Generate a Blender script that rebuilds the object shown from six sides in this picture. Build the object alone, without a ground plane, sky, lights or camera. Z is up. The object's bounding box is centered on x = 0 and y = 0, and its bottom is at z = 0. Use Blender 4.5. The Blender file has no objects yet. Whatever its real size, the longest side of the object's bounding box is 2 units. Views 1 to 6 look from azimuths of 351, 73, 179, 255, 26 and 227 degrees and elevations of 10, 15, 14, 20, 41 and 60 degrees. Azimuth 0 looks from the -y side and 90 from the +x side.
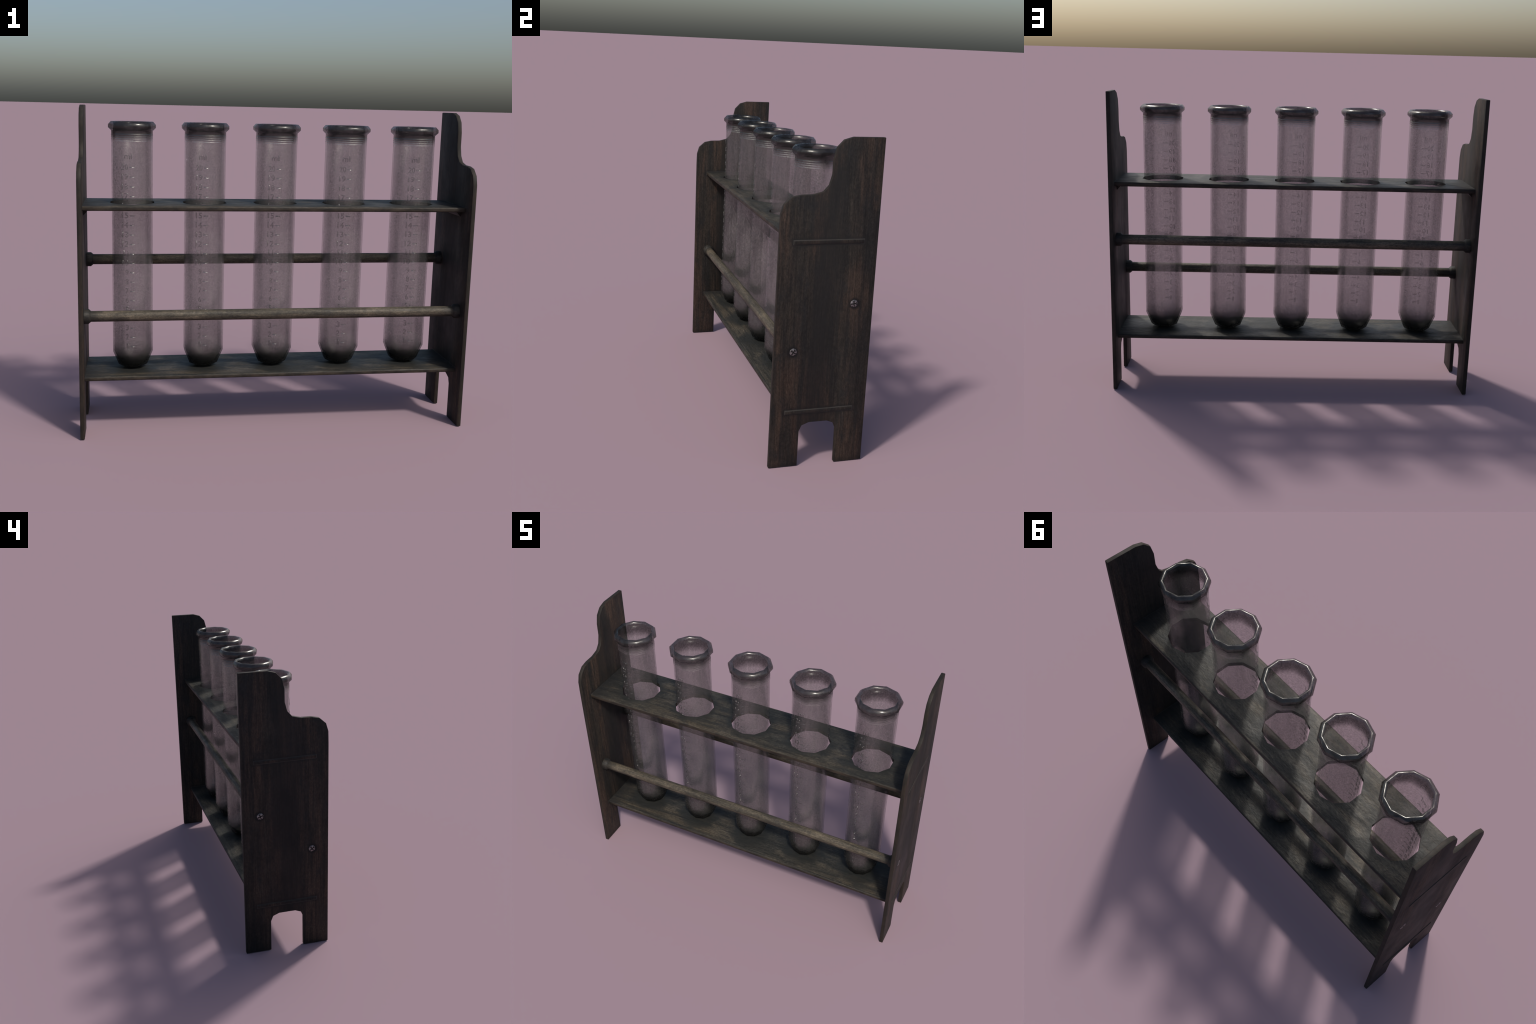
"""Old wooden laboratory rack holding five ribbed-neck glass test tubes."""
import bpy, bmesh, math
from mathutils import Vector, Matrix

# ------------------------------------------------------------------ sizes (m)
PANEL_OUT, PANEL_IN = 0.9965, 0.9745          # faces of the two side boards
HALF_DEPTH = 0.2470                          # half depth of the side boards
SHELF_HALF = 0.1775
UPPER_TOP, UPPER_BOT = 1.1665, 1.1420
LOWER_TOP, LOWER_BOT = 0.3020, 0.2800
FRONT_DOWEL = (-0.1525, 0.6110)              # (y, z)
BACK_DOWEL = (0.1500, 0.8445)
DOWEL_R, COLLAR_R = 0.0272, 0.0375
TENON_Z = (1.1560, 0.2950)
TUBE_X = [-0.7345, -0.3672, 0.0, 0.3672, 0.7345]
SIDES = 10
HOLE_R = 0.1155
TUBE_R = 0.1075

scene_col = bpy.context.scene.collection


# ------------------------------------------------------------------ node helpers
class Nodes:
    def __init__(self, name):
        self.mat = bpy.data.materials.new(name)
        self.mat.use_nodes = True
        self.t = self.mat.node_tree
        self.t.nodes.clear()
        self.out = self.t.nodes.new("ShaderNodeOutputMaterial")

    def n(self, kind, **props):
        nd = self.t.nodes.new(kind)
        for k, v in props.items():
            setattr(nd, k, v)
        return nd

    def put(self, sock, val):
        if isinstance(val, bpy.types.NodeSocket):
            self.t.links.new(val, sock)
        elif isinstance(val, (tuple, list)) and len(val) == 3 and sock.type == "RGBA":
            sock.default_value = (*val, 1)
        else:
            sock.default_value = val

    def math(self, op, a, b=None, c=None, clamp=False):
        nd = self.n("ShaderNodeMath", operation=op, use_clamp=clamp)
        for i, v in enumerate((a, b, c)):
            if v is not None:
                self.put(nd.inputs[i], v)
        return nd.outputs[0]

    def ramp(self, v, lo, hi, a=0.0, b=1.0, smooth=True):
        nd = self.n("ShaderNodeMapRange", interpolation_type="SMOOTHSTEP" if smooth else "LINEAR")
        for i, x in enumerate((v, lo, hi, a, b)):
            self.put(nd.inputs[i], x)
        return nd.outputs[0]

    def mix(self, f, a, b, mode="MIX"):
        nd = self.n("ShaderNodeMix", data_type="RGBA", blend_type=mode, clamp_factor=True)
        self.put(nd.inputs[0], f)
        self.put(nd.inputs[6], a)
        self.put(nd.inputs[7], b)
        return nd.outputs[2]

    def coords(self):
        return self.n("ShaderNodeTexCoord").outputs["Object"]

    def mapped(self, vec, scale, loc=(0, 0, 0)):
        nd = self.n("ShaderNodeMapping")
        self.put(nd.inputs[0], vec)
        if isinstance(loc, bpy.types.NodeSocket):
            self.t.links.new(loc, nd.inputs[1])
        else:
            nd.inputs[1].default_value = loc
        nd.inputs[3].default_value = scale
        return nd.outputs[0]

    def noise(self, vec, scale=1.0, detail=4.0, rough=0.55, distort=0.0):
        nd = self.n("ShaderNodeTexNoise")
        self.put(nd.inputs["Vector"], vec)
        nd.inputs["Scale"].default_value = scale
        nd.inputs["Detail"].default_value = detail
        nd.inputs["Roughness"].default_value = rough
        nd.inputs["Distortion"].default_value = distort
        return nd.outputs["Fac"]

    def xyz(self, vec):
        nd = self.n("ShaderNodeSeparateXYZ")
        self.put(nd.inputs[0], vec)
        return nd.outputs

    def bump(self, height, strength, dist, normal=None):
        nd = self.n("ShaderNodeBump")
        nd.inputs["Strength"].default_value = strength
        nd.inputs["Distance"].default_value = dist
        self.put(nd.inputs["Height"], height)
        if normal is not None:
            self.put(nd.inputs["Normal"], normal)
        return nd.outputs[0]

    def principled(self, **kw):
        p = self.n("ShaderNodeBsdfPrincipled")
        for k, v in kw.items():
            self.put(p.inputs[k.replace("_", " ")], v)
        self.t.links.new(p.outputs[0], self.out.inputs[0])
        return p


def wood(name, along, dark, mid, warm, pale, pale_amount=0.5, extra=None, lumps=0.0, rough=0.62):
    """Aged, stained wood. along = axis of the grain (0 x, 2 z)."""
    m = Nodes(name)
    co = m.coords()
    rnd = m.n("ShaderNodeObjectInfo").outputs["Random"]
    off = m.n("ShaderNodeCombineXYZ")
    m.put(off.inputs[0], m.math("MULTIPLY", rnd, 7.0))
    m.put(off.inputs[2], m.math("MULTIPLY", rnd, 3.0))
    off = off.outputs[0]

    def stretch(across, length):
        return tuple(length if i == along else across for i in range(3))

    fibre = m.noise(m.mapped(co, stretch(150, 6), off), 1, 5, 0.7)
    streak = m.noise(m.mapped(co, stretch(34, 2.2), off), 1, 4, 0.6, 0.3)
    board = m.noise(m.mapped(co, stretch(9, 1.5), off), 1, 3, 0.55)
    blotch = m.noise(m.mapped(co, stretch(9, 5), off), 1, 5, 0.65)
    grain = m.noise(m.mapped(co, stretch(420, 90), off), 1, 3, 0.7)
    c = m.mix(m.ramp(streak, 0.38, 0.64), dark, mid)
    c = m.mix(m.math("MULTIPLY", m.ramp(board, 0.44, 0.62), m.ramp(streak, 0.36, 0.60, 0.2, 1.0)), c, warm)
    c = m.mix(m.math("MULTIPLY", m.ramp(blotch, 0.50, 0.70), pale_amount), c, pale)
    c = m.mix(1.0, c, m.mix(m.ramp(fibre, 0.3, 0.7), (0.60, 0.60, 0.61), (1.38, 1.35, 1.32)), "MULTIPLY")
    c = m.mix(1.0, c, m.mix(m.ramp(grain, 0.28, 0.72), (0.70, 0.70, 0.70), (1.26, 1.26, 1.26)), "MULTIPLY")
    stain = m.noise(m.mapped(co, stretch(13, 7), (3.1, 1.7, 5.2)), 1, 5, 0.7, 0.1)
    c = m.mix(m.ramp(stain, 0.52, 0.66, 0.0, 0.70), c, m.mix(0.35, dark, (0.016, 0.017, 0.018)))
    speck = m.noise(m.mapped(co, stretch(110, 60), (1.0, 2.0, 3.0)), 1, 4, 0.75)
    c = m.mix(1.0, c, m.mix(m.ramp(speck, 0.34, 0.66), (0.72, 0.72, 0.73), (1.28, 1.26, 1.23)), "MULTIPLY")
    if extra:
        c = extra(m, co, c)
    h = m.math("ADD", m.math("MULTIPLY", fibre, 0.6), m.math("MULTIPLY", grain, 0.35))
    nrm = m.bump(h, 0.28, 0.0018)
    if lumps:
        big = m.noise(m.mapped(co, stretch(26, 15), off), 1, 3, 0.55, 0.25)
        nrm = m.bump(m.ramp(big, 0.35, 0.75, smooth=False), lumps, 0.006, nrm)
    m.principled(Base_Color=c, Roughness=m.ramp(blotch, 0.3, 0.7, rough + 0.06, rough - 0.1), Specular_IOR_Level=0.24, Normal=nrm)
    return m.mat


def panel_tones(m, co, c):
    """Darker middle stripe, shade painted round screws and tenons, grubby feet, olive-brown edges."""
    x, y, z = m.xyz(co)
    wob = m.noise(m.mapped(co, (3, 6, 2.2)), 1, 3)
    mid = m.math("ABSOLUTE", m.math("ADD", m.math("SUBTRACT", y, -0.012), m.math("MULTIPLY", m.math("SUBTRACT", wob, 0.5), 0.22)))
    stripe = m.ramp(mid, 0.03, 0.11, 1.0, 0.0)
    c = m.mix(m.math("MULTIPLY", stripe, 0.62), c, (0.0108, 0.0106, 0.0106))
    for (sy, sz) in (FRONT_DOWEL, BACK_DOWEL):  # shadow of the screw recess, painted as a dark ring
        dy = m.math("SUBTRACT", y, sy)
        dz = m.math("SUBTRACT", z, sz)
        d = m.math("SQRT", m.math("ADD", m.math("MULTIPLY", dy, dy), m.math("MULTIPLY", dz, dz)))
        c = m.mix(m.ramp(d, 0.0215, 0.037, 0.92, 0.0), c, (0.006, 0.006, 0.0065))
    for tz in TENON_Z:  # board colour darkened where a groove round the tongue would be in shade
        d = m.math("MAXIMUM", m.math("SUBTRACT", m.math("ABSOLUTE", y), 0.1765), m.math("SUBTRACT", m.math("ABSOLUTE", m.math("SUBTRACT", z, tz)), 0.0098))
        outside = m.ramp(d, 0.0, 0.001)
        c = m.mix(m.math("MULTIPLY", outside, m.ramp(d, 0.002, 0.020, 0.6, 0.0)), c, (0.0085, 0.0085, 0.009))
        c = m.mix(m.math("MULTIPLY", m.ramp(d, -0.0035, -0.0005), m.ramp(d, 0.0015, 0.0030, 0.55, 0.0)), c, (0.062, 0.059, 0.056))
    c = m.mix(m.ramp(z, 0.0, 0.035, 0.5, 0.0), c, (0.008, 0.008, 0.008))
    # narrow edge faces are tinted a mottled olive brown
    nx = m.xyz(m.n("ShaderNodeNewGeometry").outputs["True Normal"])[0]
    edge = m.ramp(m.math("ABSOLUTE", nx), 0.55, 0.9, 1.0, 0.0)
    mott = m.noise(m.mapped(co, (26, 26, 12)), 1, 4, 0.6)
    c = m.mix(m.math("MULTIPLY", edge, 0.75), c, m.mix(m.ramp(mott, 0.35, 0.65), (0.0125, 0.0113, 0.0088), (0.0245, 0.0195, 0.0145)))
    return c


def shelf_wear(m, co, c):
    """Dark stain round each tube position, paler brown patches between, browner edge."""
    x, y, z = m.xyz(co)
    wob = m.noise(m.mapped(co, (9, 12, 9)), 1, 4)
    frac = m.math("SUBTRACT", m.math("FRACT", m.math("ADD", m.math("DIVIDE", x, 0.3672), 10.5)), 0.5)
    dx = m.math("MULTIPLY", frac, 0.3672)
    d = m.math("SQRT", m.math("ADD", m.math("MULTIPLY", dx, dx), m.math("MULTIPLY", y, y)))
    d = m.math("ADD", d, m.math("MULTIPLY", m.math("SUBTRACT", wob, 0.5), 0.09))
    c = m.mix(m.ramp(d, 0.105, 0.165, 0.82, 0.0), c, (0.0140, 0.0152, 0.0150))
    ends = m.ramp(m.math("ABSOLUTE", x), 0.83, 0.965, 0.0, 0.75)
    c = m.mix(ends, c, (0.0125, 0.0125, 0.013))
    nz = m.xyz(m.n("ShaderNodeNewGeometry").outputs["True Normal"])[2]
    edge = m.ramp(m.math("ABSOLUTE", nz), 0.45, 0.9, 0.8, 0.0)
    mott = m.noise(m.mapped(co, (14, 40, 40)), 1, 4, 0.6)
    return m.mix(edge, c, m.mix(m.ramp(mott, 0.35, 0.66), (0.0105, 0.0090, 0.0074), (0.037, 0.028, 0.0195)))


def dowel_wear(m, co, c):
    x, y, z = m.xyz(co)
    return m.mix(m.ramp(m.math("ABSOLUTE", x), 0.86, 0.955, 0.0, 0.8), c, (0.017, 0.017, 0.016))


WOOD_PANEL = wood("stained_board", 2, (0.0125, 0.0118, 0.0112), (0.0205, 0.0172, 0.0142), (0.0430, 0.0285, 0.0210),
                  (0.0300, 0.0248, 0.0190), 0.5, panel_tones, rough=0.68)
WOOD_SHELF = wood("weathered_shelf", 0, (0.0185, 0.0188, 0.0172), (0.0310, 0.0300, 0.0258), (0.047, 0.0395, 0.0290),
                  (0.070, 0.0610, 0.0475), 0.7, shelf_wear, 0.30, rough=0.58)
WOOD_DOWEL = wood("rubbed_dowel", 0, (0.042, 0.038, 0.030), (0.078, 0.067, 0.050), (0.096, 0.080, 0.057),
                  (0.130, 0.110, 0.080), 0.5, dowel_wear, 0.25, rough=0.58)
WOOD_COLLAR = wood("dark_collar_wood", 0, (0.013, 0.013, 0.013), (0.020, 0.019, 0.017), (0.025, 0.022, 0.018),
                   (0.026, 0.023, 0.019), 0.3)


def glass_material(name, marks=False):
    """Grimy old lab glass: see-through, with a reflective film of dirt that is
    dense and dark in the rim, the neck and the round bottom."""
    m = Nodes(name)
    co = m.coords()
    x, y, z = m.xyz(co)
    grit = m.noise(co, 125, 4, 0.8)
    cloud = m.noise(m.mapped(co, (11, 11, 7)), 1, 4, 0.6)
    streak = m.noise(m.mapped(co, (60, 60, 5)), 1, 4, 0.6)
    zz = m.math("ADD", z, m.math("MULTIPLY", m.math("SUBTRACT", cloud, 0.5), 0.05))
    rim = m.ramp(z, 1.521, 1.535)
    neck = m.ramp(zz, 1.462, 1.518)
    base = m.ramp(zz, 0.345, 0.430, 1.0, 0.0)
    tip = m.ramp(z, 0.305, 0.375, 1.0, 0.0)
    haze = m.ramp(zz, 0.40, 0.60, 1.0, 0.0)
    alpha = m.ramp(grit, 0.34, 0.66, 0.18, 0.39)
    alpha = m.math("ADD", alpha, m.math("MULTIPLY", m.math("SUBTRACT", streak, 0.5), 0.20))
    alpha = m.math("ADD", alpha, m.math("MULTIPLY", m.math("SUBTRACT", cloud, 0.5), 0.10))
    alpha = m.math("ADD", alpha, m.math("MULTIPLY", neck, 0.34))
    alpha = m.math("ADD", alpha, m.math("MULTIPLY", haze, 0.05))
    alpha = m.math("ADD", alpha, m.math("MULTIPLY", rim, 0.02))
    alpha = m.math("ADD", alpha, m.math("MULTIPLY", base, 0.28))
    alpha = m.math("ADD", alpha, m.math("MULTIPLY", tip, 0.22), clamp=True)
    clean = m.mix(m.ramp(cloud, 0.3, 0.7), (0.31, 0.315, 0.30), (0.45, 0.45, 0.43))
    clean = m.mix(m.ramp(grit, 0.36, 0.60), m.mix(0.5, clean, (0.13, 0.13, 0.125)), clean)
    clean = m.mix(m.ramp(streak, 0.35, 0.65), m.mix(0.3, clean, (0.17, 0.17, 0.165)), clean)
    c = m.mix(m.math("MULTIPLY", neck, 0.9), clean, (0.062, 0.060, 0.058))
    c = m.mix(m.math("MULTIPLY", haze, 0.35), c, (0.13, 0.13, 0.125))
    c = m.mix(base, c, (0.060, 0.060, 0.057))
    c = m.mix(tip, c, (0.032, 0.032, 0.029))
    patch = m.noise(m.mapped(co, (34, 34, 34)), 1, 4, 0.65)  # blotchy rim colour and gloss, to break up the lip highlight
    c = m.mix(rim, c, m.mix(m.ramp(patch, 0.35, 0.65), (0.042, 0.042, 0.041), (0.098, 0.098, 0.094)))
    rough = m.math("ADD", m.ramp(cloud, 0.3, 0.7, 0.21, 0.31), m.math("MULTIPLY", m.math("SUBTRACT", grit, 0.5), 0.10))
    rough = m.math("ADD", rough, m.math("MULTIPLY", base, 0.22))
    rough = m.math("ADD", rough, m.math("MULTIPLY", rim, m.ramp(patch, 0.35, 0.65, 0.07, -0.01)))
    if marks:
        alpha = m.math("ADD", alpha, 0.20, clamp=True)
        c = m.mix(0.75, c, (0.165, 0.162, 0.157))
        rough = 0.15
        nrm = m.bump(grit, 0.45, 0.003)
    else:
        nrm = m.bump(m.math("ADD", m.math("MULTIPLY", grit, 0.22), m.math("MULTIPLY", cloud, 0.8)), 0.15, 0.004)
    m.principled(Base_Color=c, Metallic=0.85, Roughness=rough, Alpha=alpha, Normal=nrm)
    return m.mat


GLASS = glass_material("grimy_glass")
GLASS_MARK = glass_material("embossed_glass", True)

_m = Nodes("tarnished_screw_steel")
_co = _m.coords()
_sp = _m.noise(_co, 160, 4, 0.7)
_m.principled(Base_Color=_m.mix(_m.ramp(_sp, 0.35, 0.65), (0.035, 0.034, 0.034), (0.34, 0.32, 0.32)),
              Metallic=0.85, Roughness=_m.ramp(_sp, 0.3, 0.7, 0.55, 0.30), Normal=_m.bump(_sp, 0.5, 0.003))
STEEL = _m.mat


# ------------------------------------------------------------------ mesh helpers
def obj_from_bm(name, bm, mat, parent, smooth_angle=None):
    bmesh.ops.recalc_face_normals(bm, faces=bm.faces)
    me = bpy.data.meshes.new(name)
    bm.to_mesh(me)
    bm.free()
    me.materials.append(mat)
    o = bpy.data.objects.new(name, me)
    scene_col.objects.link(o)
    o.parent = parent
    if smooth_angle is not None:
        me.shade_smooth() if hasattr(me, "shade_smooth") else None
        for p in me.polygons:
            p.use_smooth = True
        me.set_sharp_from_angle(angle=math.radians(smooth_angle))
    return o


def bake(o, smooth_angle=None):
    """Apply the modifiers of o into its mesh."""
    dg = bpy.context.evaluated_depsgraph_get()
    me = bpy.data.meshes.new_from_object(o.evaluated_get(dg), depsgraph=dg)
    old = o.data
    o.modifiers.clear()
    o.data = me
    me.name = old.name
    bpy.data.meshes.remove(old)
    if smooth_angle is not None:
        for p in me.polygons:
            p.use_smooth = True
        me.set_sharp_from_angle(angle=math.radians(smooth_angle))
    return o


def prism(outline, axis, a, b):
    """Extrude a closed outline of 2D points between a and b along an axis."""
    bm = bmesh.new()

    def at(p, d):
        if axis == 0:
            return (d, p[0], p[1])
        if axis == 1:
            return (p[0], d, p[1])
        return (p[0], p[1], d)
    va = [bm.verts.new(at(p, a)) for p in outline]
    vb = [bm.verts.new(at(p, b)) for p in outline]
    bm.faces.new(va)
    bm.faces.new(list(reversed(vb)))
    n = len(outline)
    for i in range(n):
        bm.faces.new((va[i], vb[i], vb[(i + 1) % n], va[(i + 1) % n]))
    return bm


def box(x0, x1, y0, y1, z0, z1):
    return prism([(x0, y0), (x1, y0), (x1, y1), (x0, y1)], 2, z0, z1)


def lathe_x(profile, sides, y, z, turn=0.0):
    """Turned part along x: profile = [(x, radius)], capped at both ends."""
    bm = bmesh.new()
    rings = []
    for px, r in profile:
        rings.append([bm.verts.new((px, y + r * math.cos(turn + 2 * math.pi * k / sides), z + r * math.sin(turn + 2 * math.pi * k / sides))) for k in range(sides)])
    for r0, r1 in zip(rings, rings[1:]):
        for k in range(sides):
            bm.faces.new((r0[k], r0[(k + 1) % sides], r1[(k + 1) % sides], r1[k]))
    bm.faces.new(rings[0])
    bm.faces.new(list(reversed(rings[-1])))
    return bm


def empty(name, loc, label, category):
    e = bpy.data.objects.new(name, None)
    e.location = loc
    e.empty_display_size = 0.1
    e["label"] = label
    e["category"] = category
    scene_col.objects.link(e)
    return e


# ------------------------------------------------------------------ the rack
rack = empty("test_tube_rack", (0, 0, 0), "dark stained old wooden rack with two shelves and dowels", "test tube rack")

# outline of a side board (y, z): ogee shoulder at the front, arched foot cut-out
PROFILE = [(0.247, 0.0), (0.247, 1.6475), (0.0895, 1.6475), (0.0440, 1.6340), (0.0105, 1.5985), (-0.0020, 1.5450),
           (-0.0025, 1.4725), (-0.0155, 1.4240), (-0.0425, 1.3930), (-0.0920, 1.3800), (-0.1500, 1.3785),
           (-0.1945, 1.3690), (-0.2320, 1.3355), (-0.2455, 1.2900), (-0.247, 1.22), (-0.247, 0.0),
           (-0.0965, 0.0), (-0.0965, 0.1880), (-0.0840, 0.2175), (-0.0470, 0.2325), (0.0480, 0.2325),
           (0.0830, 0.2185), (0.0965, 0.1870), (0.0980, 0.0)]


def screw_mesh():
    """Domed cross-head screw, axis +x, centred on the origin."""
    bm = bmesh.new()
    segs, prof = 24, [(-0.010, 0.0185), (0.0002, 0.0185), (0.0014, 0.0170), (0.0024, 0.0120), (0.0028, 0.0060)]
    rings = [[bm.verts.new((px, r * math.cos(2 * math.pi * k / segs), r * math.sin(2 * math.pi * k / segs))) for k in range(segs)] for px, r in prof]
    for r0, r1 in zip(rings, rings[1:]):
        for k in range(segs):
            bm.faces.new((r0[k], r0[(k + 1) % segs], r1[(k + 1) % segs], r1[k]))
    bm.faces.new(rings[0])
    bm.faces.new(list(reversed(rings[-1])))
    o = obj_from_bm("screw", bm, STEEL, None)
    cut = bmesh.new()
    w, l = 0.0027, 0.0150
    cross = [(-w, -l), (w, -l), (w, -w), (l, -w), (l, w), (w, w), (w, l), (-w, l), (-w, w), (-l, w), (-l, -w), (-w, -w)]
    cut.free()
    cutter = obj_from_bm("slot_cutter", prism(cross, 0, -0.0035, 0.02), STEEL, None)
    b = o.modifiers.new("slot", "BOOLEAN")
    b.object, b.solver = cutter, "EXACT"
    bpy.context.view_layer.update()
    bake(o, 35)
    cm = cutter.data
    bpy.data.objects.remove(cutter)
    bpy.data.meshes.remove(cm)
    me = o.data
    bpy.data.objects.remove(o)
    return me


SCREW = screw_mesh()
screw_turn = iter((math.radians(38), math.radians(22), math.radians(57), math.radians(10)))

for side in (-1, 1):
    bm = prism(PROFILE, 0, side * PANEL_IN, side * PANEL_OUT)
    bmesh.ops.recalc_face_normals(bm, faces=bm.faces)
    panel = obj_from_bm("side_panel", bm, WOOD_PANEL, rack)
    bv = panel.modifiers.new("worn_edges", "BEVEL")
    bv.width, bv.segments, bv.limit_method, bv.angle_limit = 0.0035, 2, "ANGLE", math.radians(50)
    bpy.context.view_layer.update()
    bake(panel, 33)
    # the ends of the shelf tongues show through the board as slim rounded bars
    for tz in TENON_Z:
        bar = obj_from_bm("tenon", box(side * (PANEL_OUT - 0.008), side * 0.9998, -0.1765, 0.1765, tz - 0.0098, tz + 0.0098), WOOD_PANEL, panel)
        bv = bar.modifiers.new("rounded", "BEVEL")
        bv.width, bv.segments = 0.0034, 3
        bpy.context.view_layer.update()
        bake(bar, 45)
    for (sy, sz) in (FRONT_DOWEL, BACK_DOWEL):
        s = bpy.data.objects.new("screw", SCREW)
        s.location = (side * (PANEL_OUT - 0.0003), sy + (0.003 if sy < 0 else -0.003), sz)
        s.rotation_euler = (next(screw_turn), 0, 0 if side > 0 else math.pi)
        scene_col.objects.link(s)
        s.parent = panel


def shelf(name, top, bot, holes):
    o = obj_from_bm(name, box(-PANEL_IN - 0.004, PANEL_IN + 0.004, -SHELF_HALF, SHELF_HALF, bot, top), WOOD_SHELF, rack)
    # round the long front and back edges
    me = o.data
    bmx = bmesh.new()
    bmx.from_mesh(me)
    long_edges = [e for e in bmx.edges if abs(e.verts[0].co.x - e.verts[1].co.x) > 1.0]
    bmesh.ops.bevel(bmx, geom=long_edges, offset=0.0068, segments=3, profile=0.5, affect="EDGES")
    bmx.to_mesh(me)
    bmx.free()
    cutters = []
    if holes:
        for cx in TUBE_X:
            ring = [(cx + HOLE_R * math.cos(math.pi / 2 + 2 * math.pi * k / SIDES), HOLE_R * math.sin(math.pi / 2 + 2 * math.pi * k / SIDES)) for k in range(SIDES)]
            cutter = obj_from_bm("hole_cutter", prism(ring, 2, bot - 0.05, top + 0.05), WOOD_SHELF, None)
            b = o.modifiers.new("hole", "BOOLEAN")
            b.object, b.solver = cutter, "EXACT"
            cutters.append(cutter)
    bpy.context.view_layer.update()
    bake(o, 35)
    for cutter in cutters:
        cm = cutter.data
        bpy.data.objects.remove(cutter)
        bpy.data.meshes.remove(cm)
    return o


upper = shelf("upper_shelf", UPPER_TOP, UPPER_BOT, True)
lower = shelf("lower_shelf", LOWER_TOP, LOWER_BOT, False)

# three-cornered glue blocks under the upper shelf
for side in (-1, 1):
    tri = [(side * (PANEL_IN + 0.002), UPPER_BOT + 0.002), (side * (PANEL_IN - 0.0275), UPPER_BOT + 0.002),
           (side * (PANEL_IN - 0.0275), UPPER_BOT - 0.001), (side * (PANEL_IN - 0.001), UPPER_BOT - 0.0305), (side * (PANEL_IN + 0.002), UPPER_BOT - 0.0305)]
    obj_from_bm("glue_block", prism(tri, 1, -0.106, 0.104), WOOD_COLLAR, upper)

for (dy, dz) in (FRONT_DOWEL, BACK_DOWEL):
    end = PANEL_IN + 0.003
    rod = obj_from_bm("dowel", lathe_x([(-end, DOWEL_R), (-0.3, DOWEL_R), (0.3, DOWEL_R), (end, DOWEL_R)], 12, dy, dz, math.pi / 12), WOOD_DOWEL, rack, 40)
    for side in (-1, 1):
        prof = [(side * (PANEL_IN + 0.002), COLLAR_R), (side * (PANEL_IN - 0.0225), COLLAR_R), (side * (PANEL_IN - 0.0335), DOWEL_R + 0.0008)]
        obj_from_bm("collar", lathe_x(prof, 12, dy, dz, math.pi / 12), WOOD_COLLAR, rod, 40)


# ------------------------------------------------------------------ the test tubes
def ribs(r, zs):
    """Fine raised rings left in the neck by the glass maker."""
    out = []
    for z in zs:
        out += [(r, z + 0.0030), (r + 0.0016, z + 0.0008), (r + 0.0016, z - 0.0004), (r, z - 0.0024)]
    return out


OUTER = ([(0.0, 0.3025), (0.0430, 0.3040), (0.0765, 0.3200), (TUBE_R, 0.3935), (TUBE_R, 0.4350), (TUBE_R, 0.75), (TUBE_R, 1.15)]
         + list(reversed(ribs(TUBE_R, (1.5060, 1.4960, 1.4855, 1.4750)))) + [(TUBE_R, 1.5150), (TUBE_R, 1.5265)])
RIM_LOOP = [(0.1100, 1.5285), (0.1235, 1.5415), (0.1235, 1.5565), (0.1102, 1.5708),
            (0.0998, 1.5690), (0.0958, 1.5570), (0.0980, 1.5370)]
WALL = 0.0075
INNER = [(TUBE_R - WALL, 1.5150), (TUBE_R - WALL, 1.15), (TUBE_R - WALL, 0.75), (TUBE_R - WALL, 0.4350), (TUBE_R - WALL, 0.3960),
         (0.0710, 0.3280), (0.0390, 0.3120), (0.0, 0.3105)]


def tube_meshes():
    prof = OUTER + RIM_LOOP + INNER
    n_out, n_rim = len(OUTER), len(RIM_LOOP)
    bm = bmesh.new()
    rings = []
    for r, z in prof:
        if r == 0.0:
            rings.append([bm.verts.new((0, 0, z))])
        else:
            rings.append([bm.verts.new((r * math.cos(math.pi / 2 + 2 * math.pi * k / SIDES), r * math.sin(math.pi / 2 + 2 * math.pi * k / SIDES), z)) for k in range(SIDES)])
    tags = []
    for i, (r0, r1) in enumerate(zip(rings, rings[1:])):
        is_rim = n_out - 1 <= i < n_out + n_rim - 1
        for k in range(SIDES):
            k2 = (k + 1) % SIDES
            if len(r0) == 1:
                bm.faces.new((r0[0], r1[k2], r1[k]))
            elif len(r1) == 1:
                bm.faces.new((r0[k], r0[k2], r1[0]))
            else:
                bm.faces.new((r0[k], r0[k2], r1[k2], r1[k]))
            tags.append(is_rim)
    bm.verts.index_update()
    bm.normal_update()
    bm.verts.ensure_lookup_table()
    bm.faces.ensure_lookup_table()
    normals = [v.normal.copy() for v in bm.verts]
    made = []
    for want, name in ((False, "glass_body"), (True, "rolled_rim")):
        idx, verts, faces = {}, [], []
        for f, t in zip(bm.faces, tags):
            if t == want:
                for v in f.verts:
                    if v.index not in idx:
                        idx[v.index] = len(verts)
                        verts.append(v.co.copy())
                faces.append([idx[v.index] for v in f.verts])
        me = bpy.data.meshes.new(name)
        me.from_pydata(verts, [], faces)
        for p in me.polygons:
            p.use_smooth = True
        back = {b: a for a, b in idx.items()}
        me.update()
        me.normals_split_custom_set_from_vertices([normals[back[i]] for i in range(len(verts))])
        me.materials.append(GLASS)
        made.append(me)
    bm.free()
    return made


def facet_radius(phi, r):
    """Radius of the ten-sided wall at angle phi from the front corner."""
    step = 2 * math.pi / SIDES
    a = (phi % step) - step / 2
    return r * math.cos(step / 2) / math.cos(a)


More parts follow.
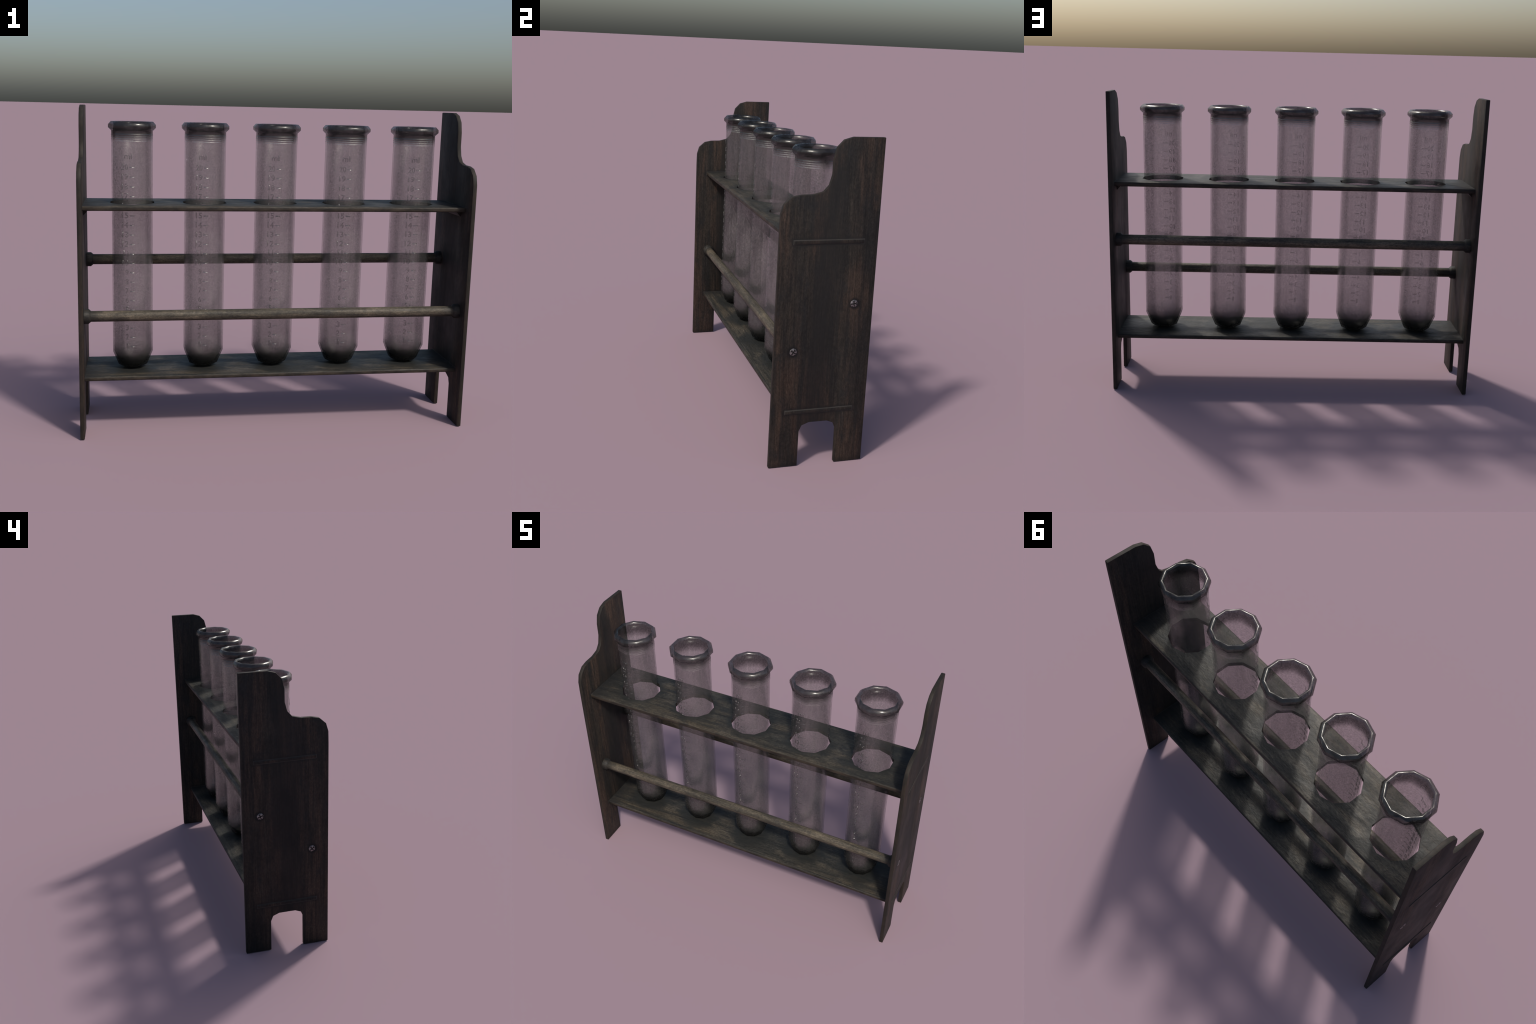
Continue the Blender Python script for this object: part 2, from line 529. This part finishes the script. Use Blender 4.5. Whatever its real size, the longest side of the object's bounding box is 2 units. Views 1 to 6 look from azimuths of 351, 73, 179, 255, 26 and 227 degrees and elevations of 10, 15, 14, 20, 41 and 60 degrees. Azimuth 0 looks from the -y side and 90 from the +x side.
def graduation_mesh():
    """Raised scale: ml, the figures 20 to 1 and a short dash beside each."""
    bm = bmesh.new()
    TEXT_H = 0.0275

    def add_text(body, right_edge=None, left_edge=None, width=None, z=0.0):
        cu = bpy.data.curves.new("figure", "FONT")
        cu.body = body
        cu.size = TEXT_H / 0.70
        cu.extrude = 0.0006
        cu.bevel_depth = 0.0011
        cu.bevel_resolution = 0
        cu.offset = -0.0005
        cu.resolution_u = 3
        o = bpy.data.objects.new("figure", cu)
        scene_col.objects.link(o)
        bpy.context.view_layer.update()
        dg = bpy.context.evaluated_depsgraph_get()
        me = bpy.data.meshes.new_from_object(o.evaluated_get(dg), depsgraph=dg)
        bpy.data.objects.remove(o)
        bpy.data.curves.remove(cu)
        xs = [v.co.x for v in me.vertices]
        lo, hi = min(xs), max(xs)
        sx = 1.0 if width is None else width / (hi - lo)
        t = bmesh.new()
        t.from_mesh(me)
        bpy.data.meshes.remove(me)
        bmesh.ops.delete(t, geom=[f for f in t.faces if max(v.co.z for v in f.verts) < 0.0], context="FACES")
        bmesh.ops.subdivide_edges(t, edges=[e for e in t.edges if abs(e.verts[0].co.x - e.verts[1].co.x) > 0.006], cuts=1)
        for v in t.verts:
            s = (v.co.x - lo) * sx + left_edge if left_edge is not None else (v.co.x - hi) * sx + right_edge
            wrap(v, s, z + v.co.y, v.co.z)
        # the back of each raised figure is fused with the wall: no face there
        t.normal_update()
        tmp = bpy.data.meshes.new("tmp")
        t.to_mesh(tmp)
        t.free()
        bm.from_mesh(tmp)
        bpy.data.meshes.remove(tmp)

    def wrap(v, s, z, d):
        phi = s / TUBE_R
        r = facet_radius(phi, TUBE_R) + d
        v.co = Vector((r * math.sin(phi), -r * math.cos(phi), z))

    add_text("ml", left_edge=math.radians(-22) * TUBE_R, width=0.040, z=1.4050 - 0.014)
    for n in range(1, 21):
        z = 0.438 + 0.048 * (n - 1)
        text = str(n)
        add_text(text, right_edge=math.radians(-11.5) * TUBE_R, width=(0.0105 if n == 1 else 0.0165) if n < 10 else (0.027 if n == 11 else 0.034), z=z - TEXT_H * 0.46)
        # dash: lower lip ramped to draw the bright glint of an engraved groove
        s0, s1, hh, dd = math.radians(-7.6) * TUBE_R, math.radians(6.2) * TUBE_R, 0.0021, 0.0016
        cols = 7
        grid = []
        for i in range(cols):
            s = s0 + (s1 - s0) * i / (cols - 1)
            end = 0.4 if i in (0, cols - 1) else 1.0
            col = []
            for zz, d in ((-hh * 1.5, -0.0004), (-hh * 1.3, dd * end), (hh * 0.15, 0.0004), (hh * 1.3, 0.0003)):
                v = bm.verts.new((0, 0, 0))
                wrap(v, s, z + zz, d)
                col.append(v)
            grid.append(col)
        for a, b in zip(grid, grid[1:]):
            for j in range(3):
                bm.faces.new((a[j], b[j], b[j + 1], a[j + 1]))
        bm.faces.new(grid[0])
        bm.faces.new(list(reversed(grid[-1])))
    me = bpy.data.meshes.new("graduation_marks")
    bmesh.ops.recalc_face_normals(bm, faces=bm.faces)
    bm.to_mesh(me)
    bm.free()
    me.materials.append(GLASS_MARK)
    return me


BODY, RIM = tube_meshes()
MARKS = graduation_mesh()
for cx in TUBE_X:
    tube = empty("test_tube", (cx, 0, 0), "grimy clear glass test tube with raised millilitre scale", "test tube")
    for part, me in (("glass_body", BODY), ("rolled_rim", RIM), ("graduation_marks", MARKS)):
        o = bpy.data.objects.new(part, me)
        scene_col.objects.link(o)
        o.parent = tube
        if part == "graduation_marks":
            o["kind"] = "stuff"
bpy.context.view_layer.update()
